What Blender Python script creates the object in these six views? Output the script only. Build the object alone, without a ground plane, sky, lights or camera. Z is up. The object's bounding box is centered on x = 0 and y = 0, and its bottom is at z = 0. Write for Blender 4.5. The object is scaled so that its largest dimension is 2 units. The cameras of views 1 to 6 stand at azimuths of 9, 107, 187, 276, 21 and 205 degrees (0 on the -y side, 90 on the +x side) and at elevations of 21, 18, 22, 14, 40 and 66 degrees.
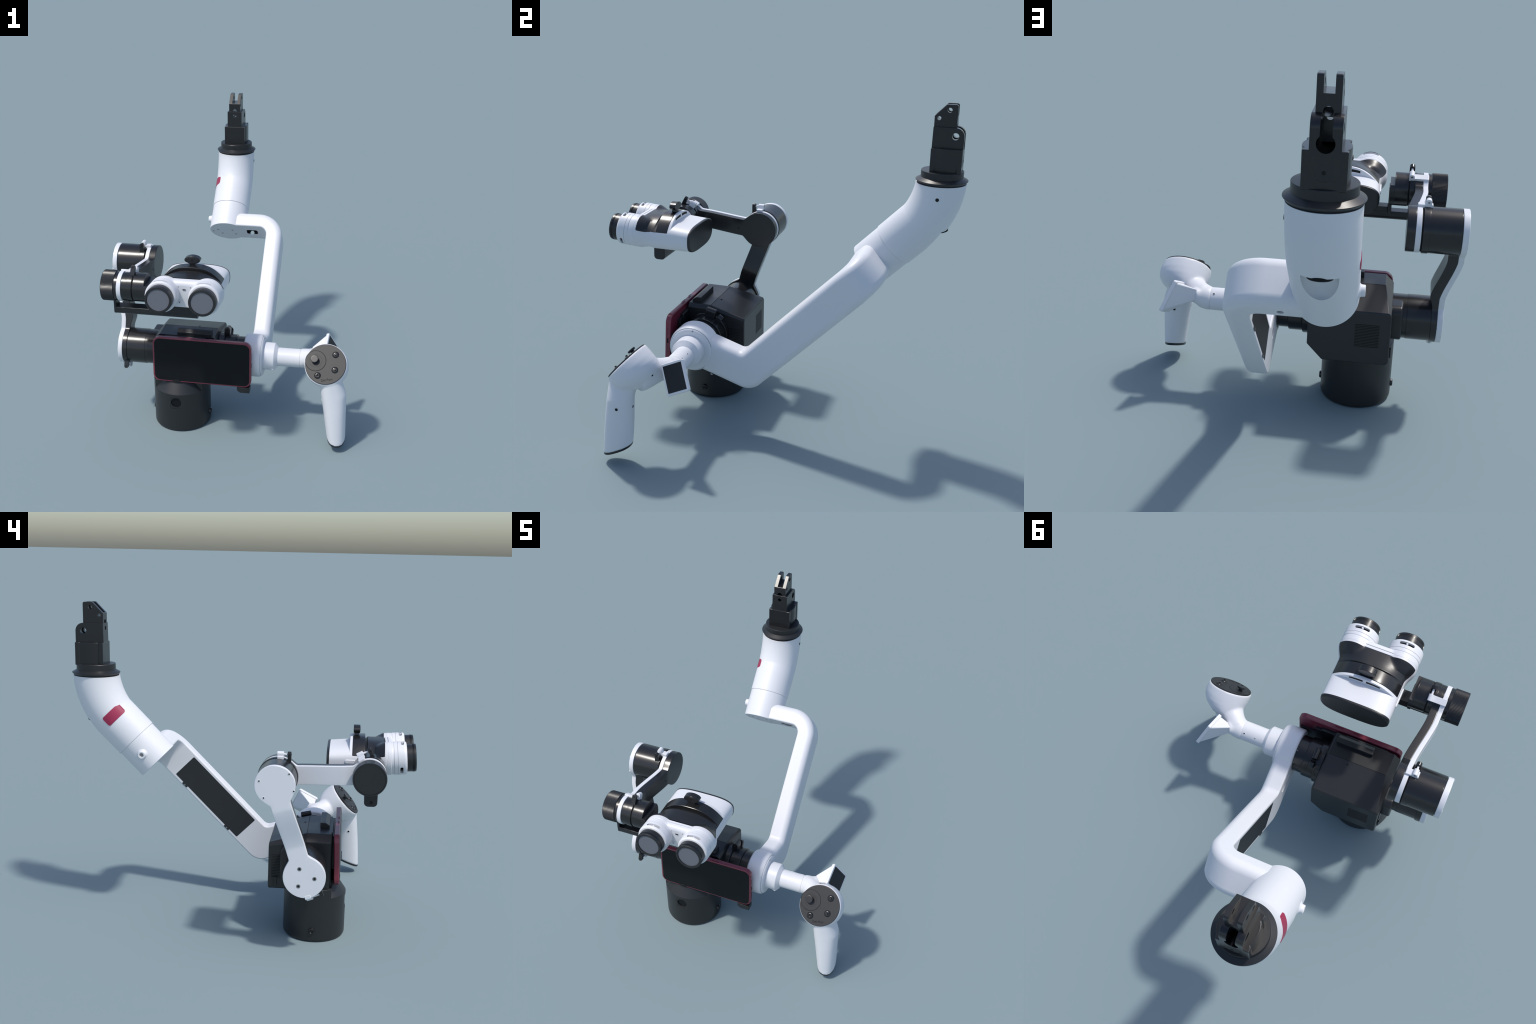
import bpy, bmesh, math
from mathutils import Vector, Matrix
V = Vector
pi = math.pi

# ------------------------------------------------------------------ scene
for o in list(bpy.data.objects):
    bpy.data.objects.remove(o, do_unlink=True)
COL = bpy.context.scene.collection

# -------------------------------------------------------------- materials
def material(name, colour, rough=0.4, metal=0.0, coat=0.0, grain=0.0, scale=60, spec=0.5, bump=0.0):
    m = bpy.data.materials.new(name)
    m.use_nodes = True
    nt = m.node_tree
    b = nt.nodes["Principled BSDF"]
    b.inputs["Roughness"].default_value = rough
    b.inputs["Metallic"].default_value = metal
    b.inputs["Coat Weight"].default_value = coat
    b.inputs["Coat Roughness"].default_value = 0.12
    b.inputs["Specular IOR Level"].default_value = spec
    tc = nt.nodes.new("ShaderNodeTexCoord")
    nz = nt.nodes.new("ShaderNodeTexNoise")
    nz.inputs["Scale"].default_value = scale
    nz.inputs["Detail"].default_value = 4
    nt.links.new(tc.outputs["Object"], nz.inputs["Vector"])
    ramp = nt.nodes.new("ShaderNodeValToRGB")
    c0 = [max(0, c * (1 - grain)) for c in colour]
    c1 = [min(1, c * (1 + grain)) for c in colour]
    ramp.color_ramp.elements[0].position = 0.3
    ramp.color_ramp.elements[1].position = 0.7
    ramp.color_ramp.elements[0].color = (*c0, 1)
    ramp.color_ramp.elements[1].color = (*c1, 1)
    nt.links.new(nz.outputs["Fac"], ramp.inputs["Fac"])
    nt.links.new(ramp.outputs["Color"], b.inputs["Base Color"])
    if bump:
        bp = nt.nodes.new("ShaderNodeBump")
        bp.inputs["Strength"].default_value = bump
        bp.inputs["Distance"].default_value = 0.001
        n2 = nt.nodes.new("ShaderNodeTexNoise")
        n2.inputs["Scale"].default_value = 900
        nt.links.new(tc.outputs["Object"], n2.inputs["Vector"])
        nt.links.new(n2.outputs["Fac"], bp.inputs["Height"])
        nt.links.new(bp.outputs["Normal"], b.inputs["Normal"])
    return m

WHITE = material("white_plastic", (0.725, 0.735, 0.765), 0.42, grain=0.008)
GREYW = material("seam_grey", (0.30, 0.31, 0.33), 0.5, grain=0.01)
BLACK = material("black_anodised", (0.013, 0.0135, 0.0145), 0.24, grain=0.05, spec=0.55)
SATIN = material("black_satin", (0.015, 0.016, 0.018), 0.34, grain=0.05, spec=0.5)
MATTE = material("black_matte_plastic", (0.0155, 0.0168, 0.0182), 0.38, grain=0.05, bump=0.05)
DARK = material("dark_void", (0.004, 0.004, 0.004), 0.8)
PANEL = material("control_panel_black", (0.019, 0.0195, 0.021), 0.5, grain=0.03, spec=0.5)
BATT = material("battery_cover", (0.016, 0.018, 0.020), 0.55, grain=0.04)
SCREEN = material("screen_glass", (0.009, 0.0105, 0.0125), 0.35, grain=0.02, spec=0.15)
DISPLAY = material("display_glass", (0.020, 0.022, 0.027), 0.40, grain=0.02, spec=0.2)
LENS = material("lens_grey", (0.125, 0.135, 0.160), 0.5, grain=0.01)
MAROON = material("maroon_case", (0.185, 0.028, 0.047), 0.25, coat=0.2, grain=0.03)
RED = material("red_badge", (0.32, 0.022, 0.070), 0.4, grain=0.02)
STEEL = material("screw_steel", (0.30, 0.30, 0.31), 0.35, metal=0.8)
ORANGE = None

# ---------------------------------------------------------------- objects
ROOT = bpy.data.objects.new("surgical_microscope_head", None)
ROOT.empty_display_size = 0.1
COL.objects.link(ROOT)
ROOT["label"] = "white and black articulated surgical microscope head with binoculars and phone"
ROOT["category"] = "surgical microscope"

LIVE = []      # objects whose modifiers get applied at the end
HELPERS = []

def obj(name, me, mat, parent, angle=35, smooth=True):
    o = bpy.data.objects.new(name, me)
    COL.objects.link(o)
    if mat is not None:
        me.materials.append(mat)
    if smooth:
        for p in me.polygons:
            p.use_smooth = True
        me.set_sharp_from_angle(angle=math.radians(angle))
    if parent is not None:
        o.parent = parent
    LIVE.append(o)
    return o

def mesh(name, verts, faces):
    me = bpy.data.meshes.new(name)
    me.from_pydata([tuple(v) for v in verts], [], faces)
    bm = bmesh.new()
    bm.from_mesh(me)
    bmesh.ops.remove_doubles(bm, verts=bm.verts, dist=1e-6)
    bmesh.ops.recalc_face_normals(bm, faces=bm.faces)
    bm.to_mesh(me)
    bm.free()
    return me

def group(name, parent=None):
    o = bpy.data.objects.new(name, None)
    o.empty_display_size = 0.05
    COL.objects.link(o)
    o.parent = parent or ROOT
    return o

def frame(axis):
    a = V(axis).normalized()
    h = V((0, 0, 1)) if abs(a.z) < 0.9 else V((1, 0, 0))
    u = h.cross(a).normalized()
    return u, a.cross(u).normalized(), a

def revolve_data(profile, origin, axis, seg=64, caps=True):
    """profile: (distance along the axis, radius) pairs"""
    u, w, a = frame(axis)
    o = V(origin)
    vs, fs = [], []
    for t, r in profile:
        for i in range(seg):
            an = 2 * pi * i / seg
            vs.append(o + a * t + (u * math.cos(an) + w * math.sin(an)) * r)
    n = len(profile)
    for k in range(n - 1):
        for i in range(seg):
            j = (i + 1) % seg
            fs.append([k * seg + i, k * seg + j, (k + 1) * seg + j, (k + 1) * seg + i])
    if caps:
        fs.append(list(range(seg))[::-1])
        fs.append([(n - 1) * seg + i for i in range(seg)])
    return vs, fs

def revolve(name, profile, origin, axis, mat, parent, seg=64, angle=35):
    return obj(name, mesh(name, *revolve_data(profile, origin, axis, seg)), mat, parent, angle)

def rounded_profile(t0, t1, r, e0=0.003, e1=0.003):
    """drum with small rounded rims"""
    p = []
    if e0 > 0:
        p += [(t0, r - e0), (t0 + e0 * .3, r - e0 * .3), (t0 + e0, r)]
    else:
        p += [(t0, r)]
    if e1 > 0:
        p += [(t1 - e1, r), (t1 - e1 * .3, r - e1 * .3), (t1, r - e1)]
    else:
        p += [(t1, r)]
    return p

def drum(name, x0, x1, r, c, mat, parent, e=0.003, seg=72):
    """cylinder lying along x, c = (y, z)"""
    return revolve(name, rounded_profile(x0, x1, r, e, e), (0, c[0], c[1]), (1, 0, 0), mat, parent, seg)

def loft_data(sections, caps=(True, True)):
    n = len(sections[0])
    vs = [p for s in sections for p in s]
    fs = []
    for k in range(len(sections) - 1):
        for i in range(n):
            j = (i + 1) % n
            fs.append([k * n + i, k * n + j, (k + 1) * n + j, (k + 1) * n + i])
    if caps[0]:
        fs.append(list(range(n))[::-1])
    if caps[1]:
        fs.append([(len(sections) - 1) * n + i for i in range(n)])
    return vs, fs

def loft(name, sections, mat, parent, caps=(True, True), angle=35):
    return obj(name, mesh(name, *loft_data(sections, caps)), mat, parent, angle)

def bevel(o, width, seg=3, angle=30):
    b = o.modifiers.new("edge", 'BEVEL')
    b.width = width
    b.segments = seg
    b.limit_method = 'ANGLE'
    b.angle_limit = math.radians(angle)
    b.harden_normals = False
    return o

def prism(name, pts, origin, U, W, depth, mat, parent, bev=0.0, seg=3):
    """2-D outline pts in the plane (U, W) pushed along U x W by depth"""
    U, W = V(U).normalized(), V(W).normalized()
    N = U.cross(W).normalized()
    o = V(origin)
    a = [o + U * p[0] + W * p[1] for p in pts]
    b = [q + N * depth for q in a]
    me = mesh(name, *loft_data([a, b]))
    ob = obj(name, me, mat, parent, 35)
    if bev:
        bevel(ob, bev, seg)
    return ob

def box(name, lo, hi, mat, parent, bev=0.003, seg=2):
    x0, y0, z0 = lo
    x1, y1, z1 = hi
    return prism(name, [(x0, y0), (x1, y0), (x1, y1), (x0, y1)], (0, 0, z0), (1, 0, 0), (0, 1, 0), z1 - z0, mat, parent, bev, seg)

def round_poly(pts, radii, n=6):
    """round the corners of a polygon; radii: one value or one per corner"""
    out = []
    m = len(pts)
    if not isinstance(radii, (list, tuple)):
        radii = [radii] * m
    for i in range(m):
        p, a, b = V(pts[i]).to_2d(), V(pts[i - 1]).to_2d(), V(pts[(i + 1) % m]).to_2d()
        r = radii[i]
        d0, d1 = (a - p), (b - p)
        l0, l1 = d0.length, d1.length
        d0.normalize(); d1.normalize()
        ang = d0.angle(d1)
        if r <= 0 or abs(ang - pi) < 0.02:
            out.append(tuple(p)); continue
        t = min(r / math.tan(ang / 2), l0 * 0.49, l1 * 0.49)
        rr = t * math.tan(ang / 2)
        c = p + (d0 + d1).normalized() * (rr / math.sin(ang / 2))
        s, e = p + d0 * t - c, p + d1 * t - c
        a0 = math.atan2(s.y, s.x)
        da = math.atan2(e.y, e.x) - a0
        while da > pi: da -= 2 * pi
        while da < -pi: da += 2 * pi
        for k in range(n + 1):
            an = a0 + da * k / n
            out.append((c.x + rr * math.cos(an), c.y + rr * math.sin(an)))
    return out

def rrect(w, h, r, n=6, cx=0, cy=0):
    return round_poly([(cx - w / 2, cy - h / 2), (cx + w / 2, cy - h / 2), (cx + w / 2, cy + h / 2), (cx - w / 2, cy + h / 2)], r, n)

def cut(target, cutter):
    b = target.modifiers.new("cut", 'BOOLEAN')
    b.operation = 'DIFFERENCE'
    b.solver = 'EXACT'
    b.object = cutter
    if cutter not in HELPERS:
        HELPERS.append(cutter)
    return target

def helper_box(lo, hi):
    o = box("helper", lo, hi, None, None, 0)
    LIVE.remove(o); HELPERS.append(o)
    return o

def helper_cyl(origin, axis, r, length, seg=40):
    o = obj("helper", mesh("helper", *revolve_data([(-length / 2, r), (length / 2, r)], origin, axis, seg)), None, None)
    LIVE.remove(o); HELPERS.append(o)
    return o

def helper_prism(pts, origin, U, W, depth):
    o = prism("helper", pts, origin, U, W, depth, None, None)
    LIVE.remove(o); HELPERS.append(o)
    return o

def screw(name, p, n, r, mat, parent, rim=None):
    """small recessed-looking screw: a dished ring with a dark core"""
    n = V(n).normalized()
    u = revolve(name, [(-r, r), (0.0006, r), (0.0012, r * .8), (0.0003, r * .55), (0.0003, r * .2)], p, n, rim or mat, parent, 20)
    revolve("screw_socket", [(-r, r * .55), (0.0008, r * .55), (0.0010, r * .45)], p, n, DARK, u, 12)
    return u

def hole(name, p, n, r, parent, mat=None):
    return revolve(name, [(-r, r), (0.0008, r), (0.0011, r * .9)], p, n, mat or DARK, parent, 20)

# ================================================================== base
JY, JZ = -0.415, 0.477            # main joint axis (runs along x)
BC = (-0.305, -0.460)             # centre of the objective housing
base = group("objective_housing")
R = 0.181
shell = revolve("housing_drum", [(0.0, R - .012), (.003, R - .005), (.010, R - .001), (.018, R), (.2625, R), (.2645, R - .0012), (.340, .128), (.36, .128)],
                (BC[0], BC[1], 0), (0, 0, 1), MATTE, base, 96, 20)
pocket = helper_box((BC[0] - .038, BC[1] - R - .02, .164), (BC[0] + .038, BC[1] - R + .005, .244))
cut(shell, pocket)
cut(shell, helper_cyl((BC[0], BC[1] - R, .206), (0, 1, 0), .033, .03))
revolve("lamp_window", [(-.006, .033), (0, .033), (.001, .031)], (BC[0], BC[1] - R + .012, .206), (0, -1, 0), SCREEN, base, 40)
back = []
for i in range(60):
    pass
revolve("objective_ring", [(.335, .110), (.352, .110), (.355, .106)], (BC[0], BC[1] - .035, 0), (0, 0, 1), DARK, base, 64)
a0 = math.asin((-0.56 - BC[1]) / R)
n = 60
pts = [(BC[0] + R * math.cos(a0 + (pi - 2 * a0) * i / n), BC[1] + R * math.sin(a0 + (pi - 2 * a0) * i / n)) for i in range(n + 1)]
prism("housing_collar", pts, (0, 0, .2605), (1, 0, 0), (0, 1, 0), .0595, MATTE, base, .002)
for p, nrm in (((BC[0] + R, BC[1] - .01, .070), (1, 0, 0)), ((BC[0] - R, BC[1] + .005, .070), (-1, 0, 0))):
    k = revolve("lock_screw", [(-.01, .019), (.004, .019), (.010, .016), (.011, .012), (.007, .009), (.007, .004)], p, nrm, BLACK, base, 32)
    hole("screw_socket", V(p) + V(nrm) * .0075, nrm, .006, k)

# ============================================================ optical body
body = group("optical_block")
BX0, BX1 = -.461, -.062
# cross-sections (x, z) of the block at stations along y: the upper left edge is
# chamfered more and more towards the front, the lower right corner is cut off
def block_section(y, zt, cl, cr, inset=0.0):
    i = inset
    p = [(BX0 + i, .305 + i), (-.138, .305 + i), (BX1 - i, .385), (BX1 - i, zt - cr), (BX1 - cr * .6 - i, zt - i),
         (BX0 + cl + i, zt - i), (BX0 + i, zt - cl)]
    rr = [.016, .014, .010, .012, .010, .010, .014]
    return [V((q[0], y, q[1])) for q in round_poly(p, rr, 5)]
blk = loft("block_shell", [block_section(-.194, .576, .014, .012, .007), block_section(-.1955, .5785, .014, .012, .003),
                           block_section(-.200, .581, .014, .012), block_section(-.407, .637, .040, .022),
                           block_section(-.4085, .6372, .040, .022), block_section(-.545, .6375, .040, .022)], SATIN, body, angle=28)
# top seam line and grip
prism("block_seam", [(-.4085, .6372), (-.4070, .6377), (-.4055, .6372), (-.4070, .634)], (BX0 + .045, 0, 0), (0, 1, 0), (0, 0, 1), BX1 - BX0 - .063, DARK, body)
grip = prism("top_grip", [(-.478, .62), (-.478, .668), (-.508, .668), (-.532, .652), (-.532, .63)], (-.310, 0, 0), (0, 1, 0), (0, 0, 1), .215, SATIN, body, .003)
hole("block_screw", (-.20, -.385, .6315), (0, .26, .965), .006, body)
# vents
for i in range(15):
    z = .396 + i * .0082
    box("vent_slot", (-.407, -.1950, z), (-.290, -.1937, z + .0046), DARK, body, 0)
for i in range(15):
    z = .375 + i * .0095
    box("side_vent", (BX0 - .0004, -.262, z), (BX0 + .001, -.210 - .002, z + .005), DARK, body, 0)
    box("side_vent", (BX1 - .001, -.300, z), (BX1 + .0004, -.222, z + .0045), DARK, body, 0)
# coupling boss towards the joint arm
boss = prism("side_boss", rrect(.20, .178, .040, 8, -.365, .490), (-.512, 0, 0), (0, 1, 0), (0, 0, 1), .06, SATIN, body, .010)
box("boss_key", (-.462, -.245, .33), (-.47, -.23, .38), SATIN, body, .002)
# front plate between block and phone
box("phone_plate", (-.34, -.568, .40), (.02, -.54, .60), SATIN, body, .004)
prism("front_cowl", round_poly([(-.41, .305), (-.10, .305), (-.10, .60), (-.13, .634), (-.38, .634), (-.41, .60)], .02), (0, -.535, 0), (1, 0, 0), (0, 0, 1), .018, SATIN, body, .005)

# right coupling drum between block and arm hub
cpl = group("joint_coupling")
C = (JY, JZ)
drum("coupling_ring", -.075, -.022, .128, C, BLACK, cpl, .008)
drum("coupling_ring", -.024, .048, .118, C, BLACK, cpl, .006)
drum("coupling_ring", .046, .110, .108, C, BLACK, cpl, .002)
def radial(c, ang, r, x):
    """ang: degrees from +z towards +y"""
    a = math.radians(ang)
    return V((x, c[0] + r * math.sin(a), c[1] + r * math.cos(a)))
def lug(name, c, ang, r0, r1, x, wx, th, mat, parent, rnd=True, bev=.002, holed=True):
    """plate standing radially on a drum; thin tangentially"""
    a = math.radians(ang)
    rad = V((0, math.sin(a), math.cos(a)))
    tan = V((0, math.cos(a), -math.sin(a)))
    o = V((x, c[0], c[1]))
    rr = wx * .49 if rnd else .002
    pts = round_poly([(-wx / 2, r0), (wx / 2, r0), (wx / 2, r1), (-wx / 2, r1)], [0, 0, rr, rr], 6)
    U, W = V((1, 0, 0)), rad
    N = U.cross(W)
    s = prism(name, pts, o - N * th / 2, U, W, th, mat, parent, bev)
    if holed:
        rc = r1 - wx * .5
        for sgn in (1, -1):
            hole("lug_hole", o + rad * rc + N * (th / 2) * sgn, N * sgn, wx * .2, s)
    return s
lug("clamp_lug", C, 13, .10, .170, -.016, .036, .062, BLACK, cpl, True, .003)
lug("clamp_lug", C, 38, .10, .163, -.010, .036, .030, BLACK, cpl, True, .003)
for an in (60, 20):
    q = radial(C, an, .108, .098)
    hole("set_screw", q, q - V((.098, *C)), .0035, cpl, STEEL)

# ================================================================== phone
phone = group("phone")
PX0, PX1, PZ0, PZ1 = -.456, .168, .337, .638
cx, cz = (PX0 + PX1) / 2, (PZ0 + PZ1) / 2
tilt = .0
UP = V((0, .035, 1)).normalized()
out = rrect(PX1 - PX0, PZ1 - PZ0, .045, 10)
case = prism("phone_case", out, (cx, -.597, cz), (1, 0, 0), UP, -.031, MAROON, phone, .006, 4)
prism("phone_screen", rrect(PX1 - PX0 - .022, PZ1 - PZ0 - .020, .036, 10), (cx, -.5965, cz), (1, 0, 0), UP, .0020, SCREEN, phone, .0008, 2)
# side buttons and ports
for x0, w in ((-.10, .05), (-.19, .03)):
    box("phone_button", (x0, -.5845, PZ1 + .0035), (x0 + w, -.5785, PZ1 + .0065), MAROON, phone, .001)
box("charge_port", (PX1 - .001, -.586, .470), (PX1 + .001, -.578, .500), DARK, phone, 0)
for i in range(5):
    for zz in (.415, .525):
        hole("speaker_hole", (PX1 + .0002, -.582, zz + i * .009), (1, 0, 0), .0018, phone)
# holder hook
prism("phone_hook", round_poly([(.078, .338), (.160, .338), (.160, .302), (.100, .302), (.083, .315)], .004, 3), (0, -.560, 0), (1, 0, 0), (0, 0, 1), .048, SATIN, phone, .002)
box("hook_stem", (.04, -.568, .33), (.155, -.555, .52), SATIN, phone, .002)
box("phone_cradle", (-.02, -.566, .36), (.06, -.545, .58), SATIN, phone, .004)

# ============================================================= left joints
def clamp(c, R, x, xw, ang, tw, tb, parent):
    """white bracket with a thumb-screw boss (tw off centre) and a black lever plate (tb off centre)"""
    g = group("joint_clamp", parent)
    a = math.radians(ang)
    rad = V((0, math.sin(a), math.cos(a)))
    tan = V((0, math.cos(a), -math.sin(a)))
    base = V((0, c[0], c[1])) + tan * tw
    lo, hi = min(x, xw) - .020, max(x, xw) + .012
    U = V((1, 0, 0))
    N = U.cross(rad)
    pts = [(lo, R - .012), (hi, R - .012), (hi, R + .012), (lo, R + .012)]
    prism("clamp_bridge", round_poly(pts, .004, 3), base - N * .017, U, rad, .034, WHITE, g, .003)
    o = base + U * x
    pts = round_poly([(-.0135, R - .005), (.0135, R - .005), (.0135, R + .036), (-.0135, R + .036)], [0, 0, .013, .013], 8)
    prism("clamp_boss", pts, o - N * .018, U, rad, .036, WHITE, g, .002)
    sg = 1 if N.dot(tan) * (tw - tb) > 0 else -1
    hole("boss_hole", o + rad * (R + .022) + N * .018 * sg, N * sg, .005, g, STEEL)
    ol = V((x, c[0], c[1])) + tan * tb
    h1 = R + .036
    pts = round_poly([(-.0135, R - .030), (.0135, R - .030), (.0135, h1), (-.0135, h1)], [0, 0, .013, .013], 8)
    prism("clamp_lever", pts, ol - N * .010, U, rad, .020, BLACK, g, .002)
    for k in (1, -1):
        hole("lever_hole", ol + rad * (h1 - .015) + N * .010 * k, N * k, .005, g)
    p0, p1 = o + rad * (R + .022), ol + rad * (R + .018)
    revolve("clamp_rod", [(0, .0055), ((p1 - p0).length, .0055)], p0, p1 - p0, WHITE, g, 16)
    return g

arm1 = group("focus_joint")            # lower left pod
M3 = (-.413, .477)
drum("pod_drum", -.655, -.533, .1115, M3, BLACK, arm1, .002)
drum("pod_drum", -.5355, -.455, .1095, M3, BLACK, arm1, .002)
drum("pod_groove", -.655, -.640, .106, M3, DARK, arm1, .0)
for an in (5, -40, -75, -120, 60, 120):
    q = radial(M3, an, .110, -.547)
    hole("set_screw", q, q - V((-.547, *M3)), .0055, arm1)
M1 = (-.246, .999)
M2 = (-.737, 1.034)

def link_outline(c0, r0, c1, r1, hw, fil=.03, shift=0.0):
    """two discs joined by a straight bar, as a closed outline in (y, z)"""
    c0, c1 = V(c0), V(c1)
    d = (c1 - c0)
    L = d.length
    d.normalize()
    n = V((-d.y, d.x))
    pts = []
    def arc(c, r, base_dir, sgn):
        a_open = math.asin(min(.95, (hw + .0) / r))
        k = 28
        out = []
        for i in range(k + 1):
            t = a_open + (2 * pi - 2 * a_open) * i / k
            out.append(c + (base_dir * math.cos(t) + n * math.sin(t) * sgn) * r)
        return out
    A = arc(c0, r0, d, 1)
    B = arc(c1, r1, -d, -1)
    return [tuple(p) for p in A] , [tuple(p) for p in B]

def link(name, c0, r0, c1, r1, hw, x_of, thick_of, mat, parent, bev=.004, f=.03, discs=True):
    """plate following two discs and a bar; x_of(t) gives its x at fraction t along the centre line"""
    c0, c1 = V(c0), V(c1)
    d = (c1 - c0); L = d.length; d.normalize(); n = V((-d.y, d.x))
    # half width along the centre line, with fillets where the bar meets the discs
    N = 120
    t0, t1 = (-r0, L + r1) if discs else (r0 * .6, L - r1 * .6)
    secs = []
    def half(s):
        h = hw
        def disc(ss, r):
            return math.sqrt(max(0, r * r - ss * ss)) if abs(ss) < r else 0
        a, b = disc(s, r0), disc(L - s, r1)
        if not discs:
            a = b = 0
        m = max(a, b)
        if s < 0 or s > L:
            return m
        # smooth maximum
        k = f
        hh = max(k - abs(m - h), 0) / k
        return max(m, h) + hh * hh * k * .25
    ss = []
    for i in range(N + 1):
        u = i / N
        ss.append(t0 + (t1 - t0) * (0.5 - 0.5 * math.cos(pi * u)) if discs else t0 + (t1 - t0) * u)
    vs = []
    for s in ss:
        h = max(half(s), .004)
        tq = min(1, max(0, s / L))
        x = x_of(tq)
        thick = thick_of(tq) if callable(thick_of) else thick_of
        sec = []
        e = min(bev, h * .6)
        row = [-(h - e), -(h - e) * .5, 0, (h - e) * .5, h - e, h - .3 * e, h]
        xs = [0, 0, 0, 0, 0, .3 * e, e]
        top = [(e, -h), (.3 * e, -(h - .3 * e))] + list(zip(xs, row))
        full_ = top + [(thick - a, b) for a, b in reversed(top)]
        for (sx, sn) in full_:
            yz = c0 + d * s + n * sn
            sec.append(V((x + sx, yz.x, yz.y)))
        secs.append(sec)
    o = loft(name, secs, mat, parent, angle=30)
    return o

def smooth(a, b, t):
    u = min(1, max(0, (t - a) / (b - a)))
    return u * u * (3 - 2 * u)
def ramp(a, b, t):
    """straight ramp with softened ends"""
    u = min(1, max(0, (t - a) / (b - a)))
    return u * .6 + u * u * (3 - 2 * u) * .4

l1 = group("lower_link")
fx1 = lambda t: -.708 + (-.768 + .708) * ramp(.32, .74, t)
link("link_cover", M3, .1165, M1, .108, .0535, fx1, .029, WHITE, l1, .004, .035)
fx1b = lambda t: -.681 + (-.741 + .681) * ramp(.32, .74, t)
link("link_channel", M3, .1165, M1, .100, .0525, fx1b, lambda t: .031 + .019 * smooth(.2, .38, t), BLACK, l1, .003, .035)
for (y, z) in ((-.386, .526), (-.469, .475), (-.383, .427)):
    screw("cover_screw", (-.7082, y, z), (-1, 0, 0), .0115, STEEL, l1)
for (y, z) in ((-.319, 1.066), (-.346, .975), (-.163, 1.021), (-.189, .931)):
    screw("cover_screw", (-.7682, y, z), (-1, 0, 0), .0075, WHITE, l1, WHITE)
hole("channel_screw", (-.668, -.365, .66), (1, -.2, .2), .006, l1)

j1 = group("elbow_joint")
drum("pod_drum", -.736, -.590, .1075, M1, BLACK, j1, .002)
drum("pod_band", -.593, -.563, .1105, M1, BLACK, j1, .002)
drum("pod_gap", -.566, -.548, .103, M1, DARK, j1, 0)
clamp(M1, .108, -.582, -.545, 0, -.012, -.060, j1)
g3 = clamp(M3, .112, -.660, -.690, 201, -.018, .052, arm1)

l2 = group("upper_link")
fx2 = lambda t: -.556 + (-.590 + .556) * ramp(.22, .70, t)
link("link_cover", M1, .108, M2, .090, .052, fx2, .025, WHITE, l2, .003, .03)
fx2b = lambda t: -.5315 + (-.5655 + .5315) * ramp(.22, .70, t)
link("link_channel", M1, .1075, M2, .085, .0515, fx2b, .041, BLACK, l2, .003, .03)
for t in (.27, .62):
    hole("channel_screw", (fx2b(t) + .0405, M1[0] + (M2[0] - M1[0]) * t, 1.0), (1, 0, 0), .005, l2)

j2 = group("wrist_joint")
# knurled wheel
seg = 180
vs, fs = [], []
prof = [(-.687, .082), (-.687, .0885), (-.684, .091), (-.612, .091), (-.609, .0885), (-.609, .07)]
for k, (x, r) in enumerate(prof):
    for i in range(seg):
        rr = r - (.0018 if (i % 2 and k in (2, 3)) else 0)
        a = 2 * pi * i / seg
        vs.append((x, M2[0] + rr * math.cos(a), M2[1] + rr * math.sin(a)))
for k in range(len(prof) - 1):
    for i in range(seg):
        j = (i + 1) % seg
        fs.append([k * seg + i, k * seg + j, (k + 1) * seg + j, (k + 1) * seg + i])
fs.append([(len(prof) - 1) * seg + i for i in range(seg)])
obj("knurled_wheel", mesh("knurled_wheel", vs, fs), SATIN, j2, 20)
drum("wheel_face", -.6855, -.66, .083, M2, MATTE, j2, .003)
drum("wheel_neck", -.612, -.588, .086, M2, BLACK, j2, .001)
drum("wrist_drum", -.555, -.522, .0855, M2, BLACK, j2, .001)
drum("wrist_band", -.532, -.500, .0885, M2, BLACK, j2, .002)
drum("wrist_gap", -.502, -.490, .083, M2, DARK, j2, 0)
drum("wrist_drum", -.494, -.427, .0855, M2, BLACK, j2, .002)
stub = drum("wrist_stub", -.43, -.404, .0855, M2, SATIN, j2, .002)
cut(stub, helper_box((-.4265, -.9, 1.073), (-.39, -.5, 1.2)))
clamp(M2, .086, -.507, -.572, 28, .004, -.052, j2)

# =============================================================== L bracket
br = group("support_bracket")
sec = round_poly([(-.784, .870), (-.714, .870), (-.714, .916), (-.784, .916)], [.022, .022, .004, .004], 6)
prism("bracket_bar", sec, (-.6195, 0, 0), (0, 1, 0), (0, 0, 1), .5025, SATIN, br, .003)
prism("bracket_end", round_poly([(-.7845, .8695), (-.7135, .8695), (-.7135, .960), (-.7845, .960)], [.022, .022, .004, .004]), (-.622, 0, 0), (0, 1, 0), (0, 0, 1), .014, SATIN, br, .002)
prism("bracket_post", round_poly([(-.776, .90), (-.70, .90), (-.70, 1.05), (-.776, 1.05)], .004), (-.418, 0, 0), (0, 1, 0), (0, 0, 1), .018, SATIN, br, .002)
prism("bracket_saddle", [(-.40, .912), (-.118, .912), (-.118, .985), (-.22, .985), (-.25, .94), (-.40, .94)], (0, -.784, 0), (1, 0, 0), (0, 0, 1), -.070, SATIN, br, .003)
hole("bracket_hole", (-.6222, -.752, .893), (-1, 0, 0), .009, br)

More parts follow.
